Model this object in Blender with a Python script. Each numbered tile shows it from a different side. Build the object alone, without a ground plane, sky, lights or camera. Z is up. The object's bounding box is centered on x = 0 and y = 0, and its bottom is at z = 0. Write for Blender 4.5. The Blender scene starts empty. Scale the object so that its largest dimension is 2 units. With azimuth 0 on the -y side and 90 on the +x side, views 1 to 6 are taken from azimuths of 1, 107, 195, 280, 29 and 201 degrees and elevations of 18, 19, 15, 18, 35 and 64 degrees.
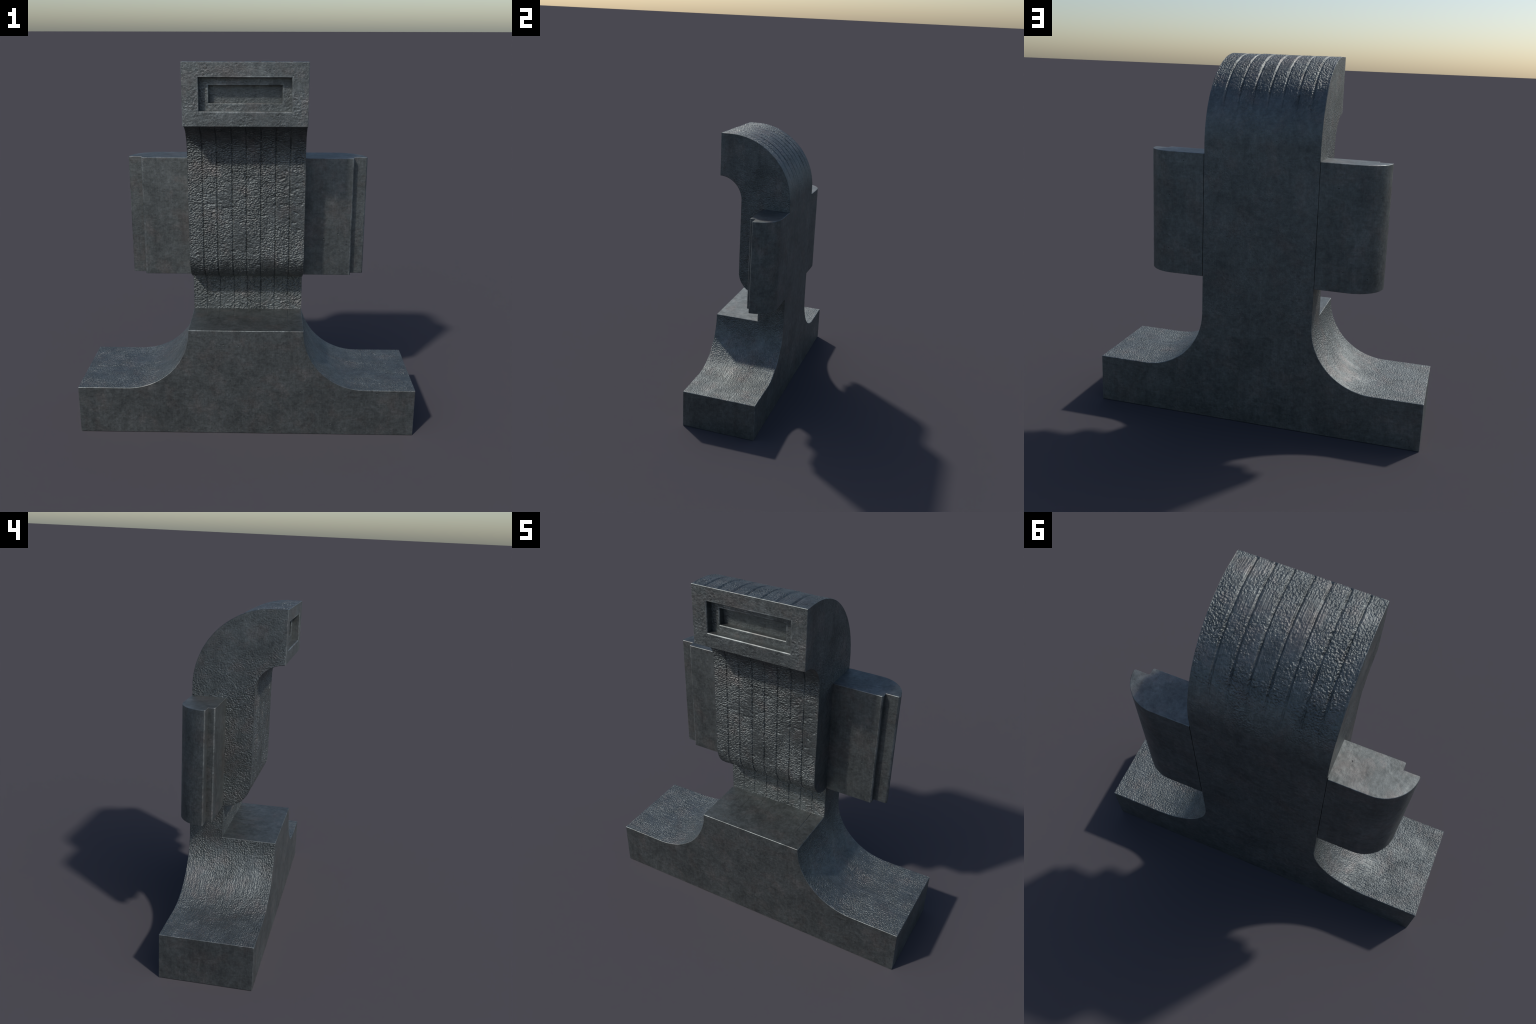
"""Dark board-marked concrete monument: flared base, slab column with a hooded
head carrying a stepped rectangular recess, and two rounded side wings."""
import bpy, math, random
from mathutils import Vector, noise

random.seed(7)

# ------------------------------------------------------------------ sizes (m)
HALF_BASE = 0.9235      # half length of the base along x
HALF_DEPTH = 0.2660      # half depth of base / head along y
BASE_H = 0.270          # height of the flat feet
STEP_H = 0.615          # height of the step in front of the column
HALF_COL = 0.3075       # half width of column and head
FLARE_R = STEP_H - BASE_H   # radius of the concave flare of the base
COL_FRONT = 0.062       # y of the recessed lower column front
BULGE_FRONT = -0.100    # y of the projecting column front
BULGE_BOTTOM = 0.822    # underside of the projecting front
BULGE_R = COL_FRONT - BULGE_FRONT
HOOD_R = 0.460          # outer radius of the hood
THROAT_R = HALF_DEPTH + BULGE_FRONT   # concave radius under the head
THROAT_Z = 1.528        # centre height of the throat arc, also column/head border
TOP = 2.000
WING_Z0, WING_Z1 = 0.823, 1.485
EDGE = 0.0018           # pale chamfer on the arrises

BOARD_JOINTS_FRONT = (-0.229, -0.154, -0.074, 0.000, 0.076, 0.153, 0.228)
BOARD_JOINTS_TOP = (-0.236, -0.162, -0.084, -0.010, 0.070, 0.146, 0.224)
BOARD_JOINTS_FOOT = {1: ((0.075, 1.0), (-0.057, 0.75), (-0.130, 0.5)),
                     -1: ((0.137, 0.7), (0.003, 1.0), (0.200, 0.45), (-0.130, 0.3))}


# ------------------------------------------------------------------ materials
def concrete(name, relief=0.0, relief_scale=(70, 70, 70), grain=0.0006, grain_scale=260.0,
             tint=1.0, roughness=0.58, patchy=0.5, pits=1.0, weave=1.0, fade=None, lumpy=0.45, streak=0.0,
             streak_scale=(1, 1, 1), calm=0.30):
    """Dark, faintly metallic-looking fair-faced concrete.
    relief: height (m) of the lumpy cast texture; grain: height of the fine grain."""
    m = bpy.data.materials.new(name)
    m.use_nodes = True
    nt = m.node_tree
    N, L = nt.nodes, nt.links
    bsdf = N["Principled BSDF"]

    def node(kind, **kw):
        n = N.new(kind)
        for k, v in kw.items():
            setattr(n, k, v)
        return n

    def link(a, b):
        L.new(a, b)

    def math_(op, a, b=None, c=None, clamp=False):
        n = node("ShaderNodeMath", operation=op, use_clamp=clamp)
        for i, v in enumerate((a, b, c)):
            if v is None:
                continue
            if isinstance(v, (int, float)):
                n.inputs[i].default_value = v
            else:
                link(v, n.inputs[i])
        return n.outputs[0]

    coord = node("ShaderNodeTexCoord").outputs["Object"]

    def mapped(scale, loc=(0, 0, 0), rot=(0, 0, 0)):
        n = node("ShaderNodeMapping")
        n.inputs["Location"].default_value = loc
        n.inputs["Rotation"].default_value = rot
        n.inputs["Scale"].default_value = scale
        link(coord, n.inputs["Vector"])
        return n.outputs[0]

    def noise_(vec, scale=1.0, detail=4.0, rough=0.55, dist=0.0):
        n = node("ShaderNodeTexNoise")
        n.inputs["Scale"].default_value = scale
        n.inputs["Detail"].default_value = detail
        n.inputs["Roughness"].default_value = rough
        n.inputs["Distortion"].default_value = dist
        link(vec, n.inputs["Vector"])
        return n.outputs["Fac"]

    def ramp(fac, stops):
        n = node("ShaderNodeValToRGB")
        e = n.color_ramp.elements
        while len(e) < len(stops):
            e.new(0.5)
        for el, (p, c) in zip(e, stops):
            el.position = p
            el.color = c if len(c) == 4 else (*c, 1)
        link(fac, n.inputs[0])
        return n.outputs[0]

    def span(fac, lo, hi, a, b):
        n = node("ShaderNodeMapRange")
        n.inputs["From Min"].default_value = lo
        n.inputs["From Max"].default_value = hi
        n.inputs["To Min"].default_value = a
        n.inputs["To Max"].default_value = b
        link(fac, n.inputs["Value"])
        return n.outputs[0]

    # colour: cold green-grey and warm brown-grey clouds
    clouds = noise_(mapped((1, 1, 1)), 8.0, 6.0, 0.68, 0.3)
    g, w = COLD, WARM
    col = ramp(clouds, ((0.36, tuple(c * 0.96 for c in g)), (0.50, g),
                        (0.60, tuple(a * 0.4 + b * 0.6 for a, b in zip(g, w))), (0.70, w)))
    stains = noise_(mapped((1, 1, 1), (3.1, 7.7, 1.3)), 10.0, 5.0, 0.6, 0.8)
    runs = noise_(mapped((13, 13, 1.6), (4, 1, 0)), 1.0, 4.0, 0.6, 0.5)
    broad = noise_(mapped((1, 1, 1), (2, 5, 9)), 3.6, 3.0, 0.5, 0.5)
    v0 = math_("MULTIPLY", span(runs, 0.35, 0.65, 1.0 - 0.16 * patchy, 1.0 + 0.16 * patchy),
               span(broad, 0.35, 0.65, 1.0 - 0.18 * patchy, 1.0 + 0.18 * patchy))
    v1 = span(stains, 0.34, 0.66, 1.0 - 0.28 * patchy, 1.0 + 0.22 * patchy)
    fine = noise_(mapped((1, 1, 1), (0.4, 2.0, 5.0)), 100.0, 5.0, 0.75)
    spots = noise_(mapped((1, 1, 1), (6.4, 1.0, 2.0)), 38.0, 4.0, 0.65, 0.4)
    v2 = math_("MULTIPLY", span(fine, 0.30, 0.70, 0.80, 1.20), span(spots, 0.32, 0.68, 0.84, 1.16))
    warp = noise_(mapped((14, 14, 260)), 1.0, 3.0, 0.6)
    weft = noise_(mapped((260, 260, 14), (9, 4, 2)), 1.0, 3.0, 0.6)
    v3 = span(math_("ADD", warp, weft), 0.7, 1.3, 1.0 - 0.10 * weave, 1.0 + 0.10 * weave)
    # sparse dark blow holes
    vor = node("ShaderNodeTexVoronoi")
    vor.inputs["Scale"].default_value = 24.0
    link(mapped((1, 1, 1.3), (0.2, 0.7, 0.1)), vor.inputs["Vector"])
    sep = node("ShaderNodeSeparateColor")
    link(vor.outputs["Color"], sep.inputs[0])
    few = math_("GREATER_THAN", sep.outputs[0], 0.86)
    hole = span(vor.outputs["Distance"], 0.05, 0.11, 1.0, 0.0)
    hole = math_("MULTIPLY", hole, few, clamp=True)
    v4 = math_("SUBTRACT", 1.0, math_("MULTIPLY", hole, 0.45 * pits))
    total = math_("MULTIPLY", math_("MULTIPLY", v1, v2), math_("MULTIPLY", v3, v4))
    total = math_("MULTIPLY", math_("MULTIPLY", total, v0), tint)
    mix = node("ShaderNodeMix", data_type="RGBA", blend_type="MULTIPLY")
    mix.inputs["Factor"].default_value = 1.0
    link(col, mix.inputs["A"])
    comb = node("ShaderNodeCombineColor")
    for i in range(3):
        link(total, comb.inputs[i])
    link(comb.outputs[0], mix.inputs["B"])
    link(mix.outputs["Result"], bsdf.inputs["Base Color"])
    bsdf.inputs["Metallic"].default_value = METAL
    link(span(fine, 0.3, 0.7, roughness - 0.05, roughness + 0.05), bsdf.inputs["Roughness"])

    # bump: grain + lumpy relief, stronger in patches
    gn = noise_(mapped((1, 1, 1), (1, 2, 3)), grain_scale, 3.0, 0.6)
    height = math_("MULTIPLY", math_("SUBTRACT", gn, 0.5), grain)
    height = math_("SUBTRACT", height, math_("MULTIPLY", hole, 0.0012 * pits))
    if relief > 0:
        lump = noise_(mapped(relief_scale, (5, 1, 8)), 1.0, 1.6, lumpy, 0.0)
        patch = noise_(mapped((1, 1, 1), (8, 3, 4)), 7.0, 2.0, 0.5)
        amp = span(patch, 0.36, 0.62, calm * relief, relief)
        rise = math_("MULTIPLY", math_("SUBTRACT", lump, 0.5), amp)
        if streak:
            drawn = noise_(mapped(streak_scale, (2, 6, 4)), 1.0, 2.0, 0.5)
            rise = math_("ADD", rise, math_("MULTIPLY", math_("SUBTRACT", drawn, 0.5), streak))
        if fade:     # the cast relief dies out with height (down the hood's back, up the head's side)
            axis = node("ShaderNodeSeparateXYZ")
            link(coord, axis.inputs[0])
            rise = math_("MULTIPLY", rise, span(axis.outputs[2], fade[0], fade[1], fade[2], 1.0))
        height = math_("ADD", height, rise)
    bump = node("ShaderNodeBump")
    bump.inputs["Strength"].default_value = 1.0
    bump.inputs["Distance"].default_value = 1.0
    link(height, bump.inputs["Height"])
    link(bump.outputs[0], bsdf.inputs["Normal"])
    return m


METAL = 1.0
COLD = (0.155, 0.169, 0.169)
WARM = (0.180, 0.175, 0.171)

MAT_SMOOTH = concrete("smooth_concrete", relief=0.0014, relief_scale=(45, 45, 45), grain=0.0004)
MAT_BOARD = concrete("board_marked_concrete", relief=0.0135, relief_scale=(95, 120, 135), grain=0.0008,
                     pits=0.5, weave=0.3, calm=0.12)
MAT_PITTED = concrete("pitted_concrete", relief=0.0062, relief_scale=(105, 110, 120), grain=0.0006, weave=0.7,
                      calm=0.40, fade=(1.86, 1.50, 0.30))
MAT_GRANULAR = concrete("granular_concrete", relief=0.0120, relief_scale=(115, 135, 115), grain=0.0008, patchy=0.35,
                        tint=1.05, pits=0.3, weave=0.3, calm=0.30, streak=0.0034, streak_scale=(10, 120, 10))  # tint lightens the base colour to match the sun's sheen on the feet
MAT_FRAME = concrete("chipped_concrete", relief=0.0036, relief_scale=(100, 100, 100), grain=0.0006, calm=0.03)
MAT_HOOD = concrete("board_marked_hood_concrete", relief=0.0115, relief_scale=(125, 110, 110), grain=0.0008, pits=0.5,
                    weave=0.6, fade=(1.56, 1.86, 0.12), patchy=0.4, streak=0.003, streak_scale=(170, 8, 8), calm=0.10)
MAT_EDGE = concrete("pale_edge_concrete", relief=0.0025, relief_scale=(60, 60, 60), grain=0.0008, tint=1.28, patchy=1.2, pits=0.0, weave=0.2)
MATS = [MAT_SMOOTH, MAT_BOARD, MAT_PITTED, MAT_GRANULAR, MAT_EDGE, MAT_HOOD, MAT_FRAME]
SMOOTH, BOARD, PITTED, GRANULAR, PALE_EDGE, HOOD, FRAME = range(7)


# ------------------------------------------------------------------ helpers
def smoothstep(a, b, x):
    t = min(1.0, max(0.0, (x - a) / (b - a)))
    return t * t * (3 - 2 * t)


def frange(a, b, step):
    n = max(1, round(abs(b - a) / step))
    return [a + (b - a) * i / n for i in range(n + 1)]


def line(p, q, step):
    n = max(1, round(math.dist(p, q) / step))
    return [(p[0] + (q[0] - p[0]) * i / n, p[1] + (q[1] - p[1]) * i / n) for i in range(n + 1)]


def arc(cx, cy, r, a0, a1, step):
    """Arc points, angles in degrees."""
    n = max(4, round(abs(math.radians(a1 - a0)) * r / step))
    out = []
    for i in range(n + 1):
        t = math.radians(a0 + (a1 - a0) * i / n)
        out.append((cx + r * math.cos(t), cy + r * math.sin(t)))
    return out


def join_path(*pieces):
    pts = []
    for piece in pieces:
        for p in piece:
            if not pts or math.dist(p, pts[-1]) > 1e-6:
                pts.append(p)
    return pts


def path_normals(pts, side):
    """Unit normals of an open path; side=+1 takes the right-hand side."""
    out = []
    for i, p in enumerate(pts):
        a, b = pts[max(0, i - 1)], pts[min(len(pts) - 1, i + 1)]
        tx, ty = b[0] - a[0], b[1] - a[1]
        l = math.hypot(tx, ty)
        out.append((side * ty / l, -side * tx / l))
    return out


def corner_rows(pts, limit=18):
    rows = set()
    for i in range(1, len(pts) - 1):
        a = math.atan2(pts[i][1] - pts[i - 1][1], pts[i][0] - pts[i - 1][0])
        b = math.atan2(pts[i + 1][1] - pts[i][1], pts[i + 1][0] - pts[i][0])
        d = abs((b - a + math.pi) % (2 * math.pi) - math.pi)
        if math.degrees(d) > limit:
            rows.add(i)
    return rows


class Shell:
    """Collects vertices, faces, material slots, part tags and sharp edges."""

    def __init__(self):
        self.v, self.f, self.mat, self.part, self.sharp = [], [], [], [], []

    def vert(self, p):
        self.v.append(tuple(p))
        return len(self.v) - 1

    def face(self, ids, mat, part=0):
        self.f.append(tuple(ids))
        self.mat.append(mat)
        self.part.append(part)

    def sweep(self, pts, normals, stations, place, displace, mat_of, part_of, flip=False, chamfer=True):
        """Sweep a path across stations; place(p, t) gives xyz. The end stations
        are set back by EDGE along the normal to make a chamfer. Returns the
        two rim index lists."""
        n = len(pts)
        rows = []
        for k, t in enumerate(stations):
            end = chamfer and k in (0, len(stations) - 1)
            row = []
            for j, (p, nn) in enumerate(zip(pts, normals)):
                d = -EDGE if end else displace(t, j)
                row.append(self.vert(place((p[0] + nn[0] * d, p[1] + nn[1] * d), t)))
            rows.append(row)
        corners = corner_rows(pts)
        for k in range(len(rows) - 1):
            rim = chamfer and k in (0, len(rows) - 2)
            for j in range(n - 1):
                q = (rows[k][j], rows[k + 1][j], rows[k + 1][j + 1], rows[k][j + 1])
                self.face(q[::-1] if flip else q, PALE_EDGE if rim else mat_of(j), part_of(j))
            for j in corners:
                self.sharp.append((rows[k][j], rows[k + 1][j]))
        if chamfer:
            for k in (0, 1, len(rows) - 2, len(rows) - 1):
                for j in range(n - 1):
                    self.sharp.append((rows[k][j], rows[k][j + 1]))
        return rows[0], rows[-1]

    def mesh(self, name):
        me = bpy.data.meshes.new(name)
        me.from_pydata(self.v, [], self.f)
        me.polygons.foreach_set("material_index", self.mat)
        me.polygons.foreach_set("use_smooth", [True] * len(self.f))
        for m in MATS:
            me.materials.append(m)
        lookup = {tuple(sorted(e.vertices)): e.index for e in me.edges}
        for e in self.sharp:
            i = lookup.get(tuple(sorted(e)))
            if i is not None:
                me.edges[i].use_edge_sharp = True
        me.update()
        return me


def add_object(name, me, parent):
    ob = bpy.data.objects.new(name, me)
    bpy.context.scene.collection.objects.link(ob)
    ob.parent = parent
    return ob


def split_parts(shell, names, parent):
    """Cut one smooth shell into named objects that keep the whole's normals."""
    whole = shell.mesh("whole")
    corner = [tuple(c.vector) for c in whole.corner_normals]
    result = []
    for tag, name in enumerate(names):
        remap, verts, faces, mats, normals = {}, [], [], [], []
        for poly in whole.polygons:
            if shell.part[poly.index] != tag:
                continue
            ids = []
            for v, li in zip(poly.vertices, poly.loop_indices):
                if v not in remap:
                    remap[v] = len(verts)
                    verts.append(shell.v[v])
                ids.append(remap[v])
                normals.append(corner[li])
            faces.append(ids)
            mats.append(poly.material_index)
        me = bpy.data.meshes.new(name)
        me.from_pydata(verts, [], faces)
        me.polygons.foreach_set("material_index", mats)
        me.polygons.foreach_set("use_smooth", [True] * len(faces))
        for m in MATS:
            me.materials.append(m)
        me.update()
        me.normals_split_custom_set(normals)
        result.append(add_object(name, me, parent))
    bpy.data.meshes.remove(whole)
    return result


def rocky(x, s, seed, fx, fs):
    """Cast-concrete relief, about -1..1: rough patches between calmer ones, with
    sharp-edged chips and pits of mixed size, elongated across the boards."""
    a = noise.noise((x * fx, s * fs, seed))
    b = noise.noise((x * fx * 2.1, s * fs * 2.1, seed + 5.3))
    wide = 0.42 + noise.noise((x * 8, s * 8, seed + 11.0)) + 0.6 * noise.noise((x * 24, s * 24, seed + 14.0))
    patch = 0.18 + 1.35 * min(1.3, max(0.0, wide))
    chip = noise.noise((x * fx * 0.42, s * fs * 0.42, seed + 19.0)) + 0.25 * b
    small = noise.noise((x * fx * 0.9, s * fs * 0.8, seed + 27.0))
    pit = 0.75 * smoothstep(0.30, 0.44, chip) + 0.55 * smoothstep(0.42, 0.56, small)
    return (0.55 * a + 0.45 * b) * patch - pit


def joint_depth(x, s, joints, seed, depth=0.0060, half=0.0046, soft=False):
    """Depth of the V joints between the shuttering boards."""
    d = 0.0
    for i, g in enumerate(joints):
        off = 0.0011 * noise.noise((s * 22, i * 3.7, seed))
        u = abs(x - g - off) / half
        if u < 1.0:
            fade = 0.85 + 0.45 * noise.noise((s * 14, i * 5.1, seed + 2))
            shape = 0.5 + 0.5 * math.cos(math.pi * u) if soft else 1 - u
            d = max(d, depth * fade * shape)
    return d


def board_level(x, joints, levels):
    i = sum(1 for g in joints if x > g)
    return levels[i]


def stations_with_joints(half, joints, step):
    """x stations: chamfer rim, even spacing, and extra ones in every joint."""
    inner = half - EDGE
    xs = set(round(v, 6) for v in frange(-inner, inner, step))
    for g in joints:
        for o in (-0.0100, -0.0068, -0.0044, -0.0030, -0.0015, 0.0, 0.0015, 0.0030, 0.0044, 0.0068, 0.0100):
            xs.add(round(g + o, 6))
    xs = sorted(xs)
    keep = [xs[0]]
    for v in xs[1:]:
        if v - keep[-1] > 0.0009:
            keep.append(v)
    return [-half] + keep + [half]


# ------------------------------------------------------------------ monument
monument = bpy.data.objects.new("concrete_monument", None)
bpy.context.scene.collection.objects.link(monument)
monument["label"] = "dark grey brutalist concrete monument with hooded head and side wings"
monument["category"] = "monument"


# ---- column and head: one surface, paths in the (y, z) plane ---------------
FINE, COARSE = 0.0024, 0.02
levels_front = [random.uniform(-0.0008, 0.0008) for _ in range(8)]
levels_top = [random.uniform(-0.0012, 0.0012) for _ in range(8)]

front_path = join_path(
    line((COL_FRONT, STEP_H), (COL_FRONT, BULGE_BOTTOM), FINE),
    arc(COL_FRONT, BULGE_BOTTOM + BULGE_R, BULGE_R, 270, 180, FINE),
    line((BULGE_FRONT, BULGE_BOTTOM + BULGE_R), (BULGE_FRONT, THROAT_Z), FINE),
    arc(-HALF_DEPTH, THROAT_Z, THROAT_R, 0, 90, FINE),
)
lip = front_path[-1]                       # lower front arris of the head
front_path[-1] = (lip[0] + EDGE, lip[1])
hood_path = join_path(
    line((HALF_DEPTH, STEP_H), (HALF_DEPTH, TOP - HOOD_R), COARSE),
    arc(HALF_DEPTH - HOOD_R, TOP - HOOD_R, HOOD_R, 0, 90, FINE),
    line((HALF_DEPTH - HOOD_R, TOP), (-HALF_DEPTH + EDGE, TOP), FINE),
)
FACE_TOP, FACE_BOTTOM = TOP - EDGE, lip[1] + EDGE

body = Shell()


def run_lengths(pts):
    s = [0.0]
    for a, b in zip(pts, pts[1:]):
        s.append(s[-1] + math.dist(a, b))
    return s


front_s, hood_s = run_lengths(front_path), run_lengths(hood_path)
front_n, hood_n = path_normals(front_path, -1), path_normals(hood_path, 1)
corner_front = min(range(len(front_path)), key=lambda i: math.dist(front_path[i], (COL_FRONT, BULGE_BOTTOM)))


def edge_mask(x):
    return smoothstep(0.0, 0.008, HALF_COL - EDGE - abs(x))


def displace_front(x, j):
    s, (y, z) = front_s[j], front_path[j]
    ends = smoothstep(0, 0.006, s) * smoothstep(0, 0.006, front_s[-1] - s)
    ends *= smoothstep(0, 0.006, abs(s - front_s[corner_front]))
    strength = 1.0 - 0.55 * smoothstep(THROAT_Z, THROAT_Z + 0.12, z)
    d = 0.0029 * rocky(x, s, 1.0, 75, 120) + board_level(x, BOARD_JOINTS_FRONT, levels_front)
    neck = 0.35 + 0.65 * smoothstep(STEP_H, STEP_H + 0.10, z)      # softer towards the step
    if z < BULGE_BOTTOM:
        neck *= 0.7
    d = d * edge_mask(x) * strength * neck - joint_depth(x, s, BOARD_JOINTS_FRONT, 3.0) * (0.3 + 0.7 * neck)
    return d * ends


def displace_hood(x, j):
    s, (y, z) = hood_s[j], hood_path[j]
    mark = smoothstep(1.62, 1.86, z)
    if mark <= 0:
        return 0.0
    ends = smoothstep(0, 0.006, hood_s[-1] - s)
    d = 0.0018 * rocky(x, s, 21.0, 95, 95) + board_level(x, BOARD_JOINTS_TOP, levels_top)
    d = d * edge_mask(x) - joint_depth(x, s, BOARD_JOINTS_TOP, 23.0, 0.0066, 0.0088, True)
    return d * ends * mark


COLUMN, HEAD = 0, 1
place_x = lambda p, x: (x, p[0], p[1])
front_part = lambda j: HEAD if front_path[j][1] > THROAT_Z - 1e-4 else COLUMN
hood_part = lambda j: HEAD if hood_path[j][1] > THROAT_Z - 1e-4 else COLUMN
xs_front = stations_with_joints(HALF_COL, BOARD_JOINTS_FRONT, 0.0026)
xs_top = stations_with_joints(HALF_COL, BOARD_JOINTS_TOP, 0.0026)
# make one row of the back path fall exactly on the column/head border
row = min(range(len(hood_path)), key=lambda i: abs(hood_path[i][1] - THROAT_Z))
hood_path[row] = (HALF_DEPTH, THROAT_Z)

front_lo, front_hi = body.sweep(front_path, front_n, xs_front, place_x, displace_front,
                                lambda j: BOARD, front_part, flip=False)
hood_lo, hood_hi = body.sweep(hood_path, hood_n, xs_top, place_x, displace_hood,
                              lambda j: HOOD, hood_part, flip=True)


def side_wall(front_rim, hood_rim, flip):
    """Flat side between the front rim and the back rim, cut at the head border."""
    fa = [i for i, p in zip(front_rim, front_path) if p[1] <= THROAT_Z + 1e-5]
    fb = front_rim[len(fa) - 1:]
    ha = [i for i, p in zip(hood_rim, hood_path) if p[1] <= THROAT_Z + 1e-5]
    hb = hood_rim[len(ha) - 1:]
    for f, h, part in ((fa, ha, COLUMN), (fb, hb, HEAD)):
        ring = list(f) + list(reversed(h))
        body.face(ring[::-1] if flip else ring, PITTED, part)


side_wall(front_lo, hood_lo, True)
side_wall(front_hi, hood_hi, False)


def rect(half, z0, z1, y):
    return [body.vert(p) for p in ((-half, y, z0), (half, y, z0), (half, y, z1), (-half, y, z1))]


def ring_between(shell, a, b, mat, part, sharp=True):
    for i in range(4):
        k = (i + 1) % 4
        shell.face((a[i], a[k], b[k], b[i]), mat, part)
        if sharp:
            shell.sharp.append((a[i], a[k]))
            shell.sharp.append((b[i], b[k]))
        shell.sharp.append((a[i], b[i]))


# front face of the head: chamfer, frame, rim of the recess
R1, R1_Z0, R1_Z1, R1_Y = 0.225, 1.767, 1.927, -0.225
R2, R2_Z0, R2_Z1, R2_Y = 0.180, 1.803, 1.888, -0.187
B = 0.0034
outer = rect(HALF_COL, FACE_BOTTOM - EDGE, FACE_TOP + EDGE, -HALF_DEPTH + EDGE)
face_edge = rect(HALF_COL - EDGE, FACE_BOTTOM, FACE_TOP, -HALF_DEPTH)
rim_out = rect(R1 + B, R1_Z0 - B, R1_Z1 + B, -HALF_DEPTH)
rim_in = rect(R1, R1_Z0, R1_Z1, -HALF_DEPTH + B)
ring_between(body, outer, face_edge, PALE_EDGE, HEAD)
rim_band = rect(R1 + B + 0.0045, R1_Z0 - B - 0.0045, R1_Z1 + B + 0.0045, -HALF_DEPTH)
ring_between(body, face_edge, rim_band, FRAME, HEAD)
ring_between(body, rim_band, rim_out, PALE_EDGE, HEAD)
ring_between(body, rim_out, rim_in, PALE_EDGE, HEAD)

column, head = split_parts(body, ("column", "head"), monument)

# stepped recess, a sub-part of the head
recess = Shell()


def recess_rect(half, z0, z1, y):
    return [recess.vert(p) for p in ((-half, y, z0), (half, y, z0), (half, y, z1), (-half, y, z1))]


a = recess_rect(R1, R1_Z0, R1_Z1, -HALF_DEPTH + B)
b = recess_rect(R1, R1_Z0, R1_Z1, R1_Y)
c = recess_rect(R2 + B, R2_Z0 - B, R2_Z1 + B, R1_Y)
d = recess_rect(R2, R2_Z0, R2_Z1, R1_Y + B)
e = recess_rect(R2, R2_Z0, R2_Z1, R2_Y)
ring_between(recess, a, b, SMOOTH, 0)
W = 0.0045            # pale band around the inner rim
band = recess_rect(R2 + B + W, R2_Z0 - B - W, R2_Z1 + B + W, R1_Y)
ring_between(recess, b, band, FRAME, 0)
ring_between(recess, band, c, PALE_EDGE, 0)
ring_between(recess, c, d, PALE_EDGE, 0)
ring_between(recess, d, e, SMOOTH, 0)
recess.face(e, PITTED)
recess_mesh = recess.mesh("recessed_panel")
recess_mesh.polygons.foreach_set("use_smooth", [False] * len(recess_mesh.polygons))
add_object("recessed_panel", recess_mesh, head)

# ---- base: path in the (x, z) plane swept along y --------------------------
base = Shell()
STEP = 0.005


def base_path(top_edge):
    """Closed outline from bottom right, over feet, flares and step, to bottom left."""
    right = join_path(
        line((HALF_BASE, 0.0), (HALF_BASE, BASE_H - EDGE), 0.05),
        line((HALF_BASE - EDGE, BASE_H), (HALF_COL + FLARE_R, BASE_H), STEP),
        arc(HALF_COL + FLARE_R, STEP_H, FLARE_R, 270, 180, STEP),
    )
    right[-1] = (HALF_COL, STEP_H - top_edge)
    inset = max(top_edge, 1e-4)
    xs = {round(0.29 * (1 - i / 14), 5) for i in range(29)}
    for g in BOARD_JOINTS_FRONT:      # the board marks run out on the step
        xs.update(round(g + o, 5) for o in (-0.0035, 0.0, 0.0035))
    top = [(x, STEP_H) for x in [HALF_COL - inset] + sorted(xs, reverse=True) + [-HALF_COL + inset]]
    left = [(-x, z) for x, z in reversed(right)]
    return right + top + left


ref_path = base_path(EDGE)
flush_path = base_path(1e-4)
base_s = run_lengths(ref_path)
base_n = path_normals(ref_path, 1)
# normals of the arrises point along one face only, so the chamfers stay square
n_right = len([1 for p in ref_path if p[0] >= HALF_COL - 1e-9])


def base_displace(y, j):
    x, z = ref_path[j]
    if z == STEP_H and y < COL_FRONT and any(abs(x - g) < 1e-4 for g in BOARD_JOINTS_FRONT):
        return -0.0013 * smoothstep(-0.16, COL_FRONT, y + 0.03 * noise.noise((x * 40, 0.3, 0.7)))
    if abs(x) < HALF_COL + 0.02 or z < BASE_H - 1e-6 or abs(x) > HALF_BASE - 0.008:
        return 0.0
    side = 1 if x > 0 else -1
    edge = smoothstep(0, 0.01, HALF_DEPTH - EDGE - abs(y)) * smoothstep(0.006, 0.02, HALF_BASE - abs(x))
    fade = smoothstep(STEP_H, STEP_H - 0.12, z) if z > BASE_H else 1.0
    dd = 0.0009 * rocky(x, y, 40.0 + side, 80, 80) * edge
    for g, power in BOARD_JOINTS_FOOT[side]:
        off = 0.0012 * noise.noise((x * 12, g * 40, 2.0))
        u = abs(y - g - off) / 0.0036
        if u < 1:
            strong = max(0.0, 0.65 + 0.9 * noise.noise((x * 9, g * 31, 7.0)))
            dd -= 0.0019 * power * strong * (1 - u) * smoothstep(0.42, 0.27, z)
    return dd * (1.0 if z <= BASE_H + 1e-6 else smoothstep(STEP_H, STEP_H - 0.05, z))


joint_ys = sorted({g for s in BOARD_JOINTS_FOOT.values() for g, _ in s})
ys = set(round(v, 6) for v in frange(-HALF_DEPTH + EDGE, HALF_DEPTH - EDGE, STEP))
for g in joint_ys:
    ys.update(round(g + o, 6) for o in (-0.0048, -0.0036, -0.0024, -0.0012, 0, 0.0012, 0.0024, 0.0036, 0.0048))
ys.update((COL_FRONT - 0.0005, COL_FRONT + 0.0005))
ys = [-HALF_DEPTH] + sorted(ys) + [HALF_DEPTH]

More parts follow.
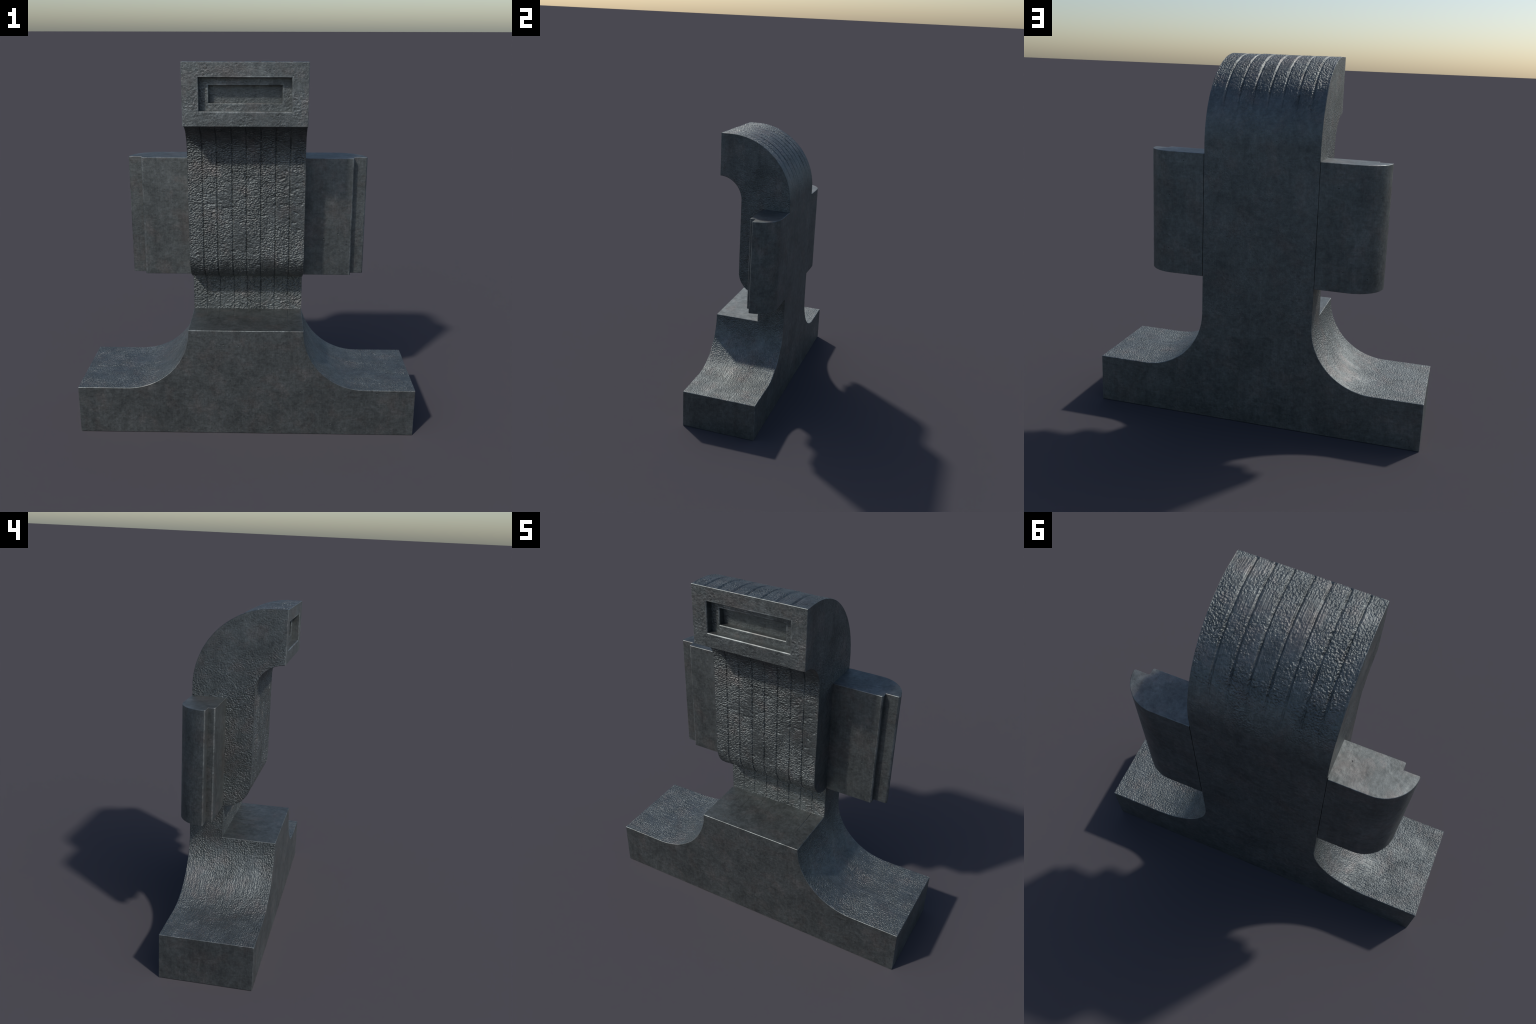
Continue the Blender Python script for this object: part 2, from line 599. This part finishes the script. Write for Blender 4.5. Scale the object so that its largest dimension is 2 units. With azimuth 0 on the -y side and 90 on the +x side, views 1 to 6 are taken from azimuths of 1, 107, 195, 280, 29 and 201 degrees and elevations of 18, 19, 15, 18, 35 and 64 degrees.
rows = []
for k, y in enumerate(ys):
    end = k in (0, len(ys) - 1)
    pts = flush_path if y > COL_FRONT else ref_path
    row_ids = []
    for j, (p, nn) in enumerate(zip(pts, base_n)):
        dd = -EDGE if end else base_displace(y, j)
        nx, nz = nn
        if end and p[1] <= 1e-9:
            nz = 0.0
        if end and y > 0 and abs(p[0]) <= HALF_COL + 1e-6:
            nz = 0.0
        row_ids.append(base.vert((p[0] + nx * dd, y, p[1] + nz * dd)))
    rows.append(row_ids)
np_ = len(ref_path)
base_corners = corner_rows(ref_path)


def base_material(j, y):
    p, q = ref_path[j], ref_path[j + 1]
    mx, mz = (p[0] + q[0]) / 2, (p[1] + q[1]) / 2
    if math.dist(p, q) < EDGE * 1.5 and (abs(mz - BASE_H) < EDGE and abs(mx) > HALF_BASE - EDGE
                                         or abs(mz - STEP_H) < EDGE and abs(mx) > HALF_COL - EDGE and y < COL_FRONT):
        return PALE_EDGE
    if mz < BASE_H - 1e-4 or abs(mx) < HALF_COL:
        return SMOOTH
    return GRANULAR


for k in range(len(rows) - 1):
    rim = k in (0, len(rows) - 2)
    ymid = (ys[k] + ys[k + 1]) / 2
    for j in range(np_ - 1):
        base.face((rows[k][j], rows[k][j + 1], rows[k + 1][j + 1], rows[k + 1][j])[::-1],
                  PALE_EDGE if rim else base_material(j, ymid))
    for j in base_corners:
        base.sharp.append((rows[k][j], rows[k + 1][j]))
    base.face((rows[k][0], rows[k + 1][0], rows[k + 1][-1], rows[k][-1])[::-1], SMOOTH)   # underside
for k in (0, 1, len(rows) - 2, len(rows) - 1):
    base.sharp.extend((rows[k][j], rows[k][j + 1]) for j in range(np_ - 1))
for k in range(len(rows) - 1):
    base.sharp.append((rows[k][0], rows[k + 1][0]))
    base.sharp.append((rows[k][-1], rows[k + 1][-1]))
base.face(rows[0][::-1], SMOOTH)
base.face(rows[-1], SMOOTH)
add_object("base", base.mesh("base"), monument)


# ---- wings: path in the (x, y) plane extruded along z ----------------------
def wing(side):
    w = Shell()
    notch_x, tip_x, front_y, notch_y, back_y = 0.579, 0.6525, 0.064, 0.1015, HALF_DEPTH - 0.0008
    r = tip_x - 0.489
    c = 0.0055
    pts = join_path(
        line((HALF_COL - 0.01, front_y), (notch_x - c - 0.004, front_y), 0.05),
        [(notch_x - c, front_y)],
        [(notch_x, front_y + c)], line((notch_x, front_y + c), (notch_x, notch_y), 0.05),
        line((notch_x, notch_y), (tip_x - c, notch_y), 0.05),
        [(tip_x, notch_y + c)],
        arc(tip_x - r, back_y - r, r, 2.6, 90, 0.006),
        line((tip_x - r, back_y), (HALF_COL + 0.0026, back_y), 0.05),
        # open joint against the column
        [(HALF_COL + 0.0018, back_y - 0.010), (HALF_COL - 0.01, back_y - 0.010)],
    )
    pts = [(side * x, y) for x, y in pts]
    nrm = path_normals(pts, side)
    # keep chamfer offsets square at the outer corners
    zs = [WING_Z0] + frange(WING_Z0 + EDGE, WING_Z1 - EDGE, 0.05) + [WING_Z1]
    lo, hi = w.sweep(pts, nrm, zs, lambda p, z: (p[0], p[1], z), lambda t, j: 0.0,
                     lambda j: PALE_EDGE if math.dist(pts[j], pts[j + 1]) < c * 1.6 and pts[j][1] < notch_y + c else SMOOTH,
                     lambda j: 0, flip=side < 0)
    w.face(lo[::-1] if side > 0 else lo, SMOOTH)
    w.face(hi if side > 0 else hi[::-1], SMOOTH)
    return w.mesh("wing")


for side in (-1, 1):
    add_object("wing", wing(side), monument)
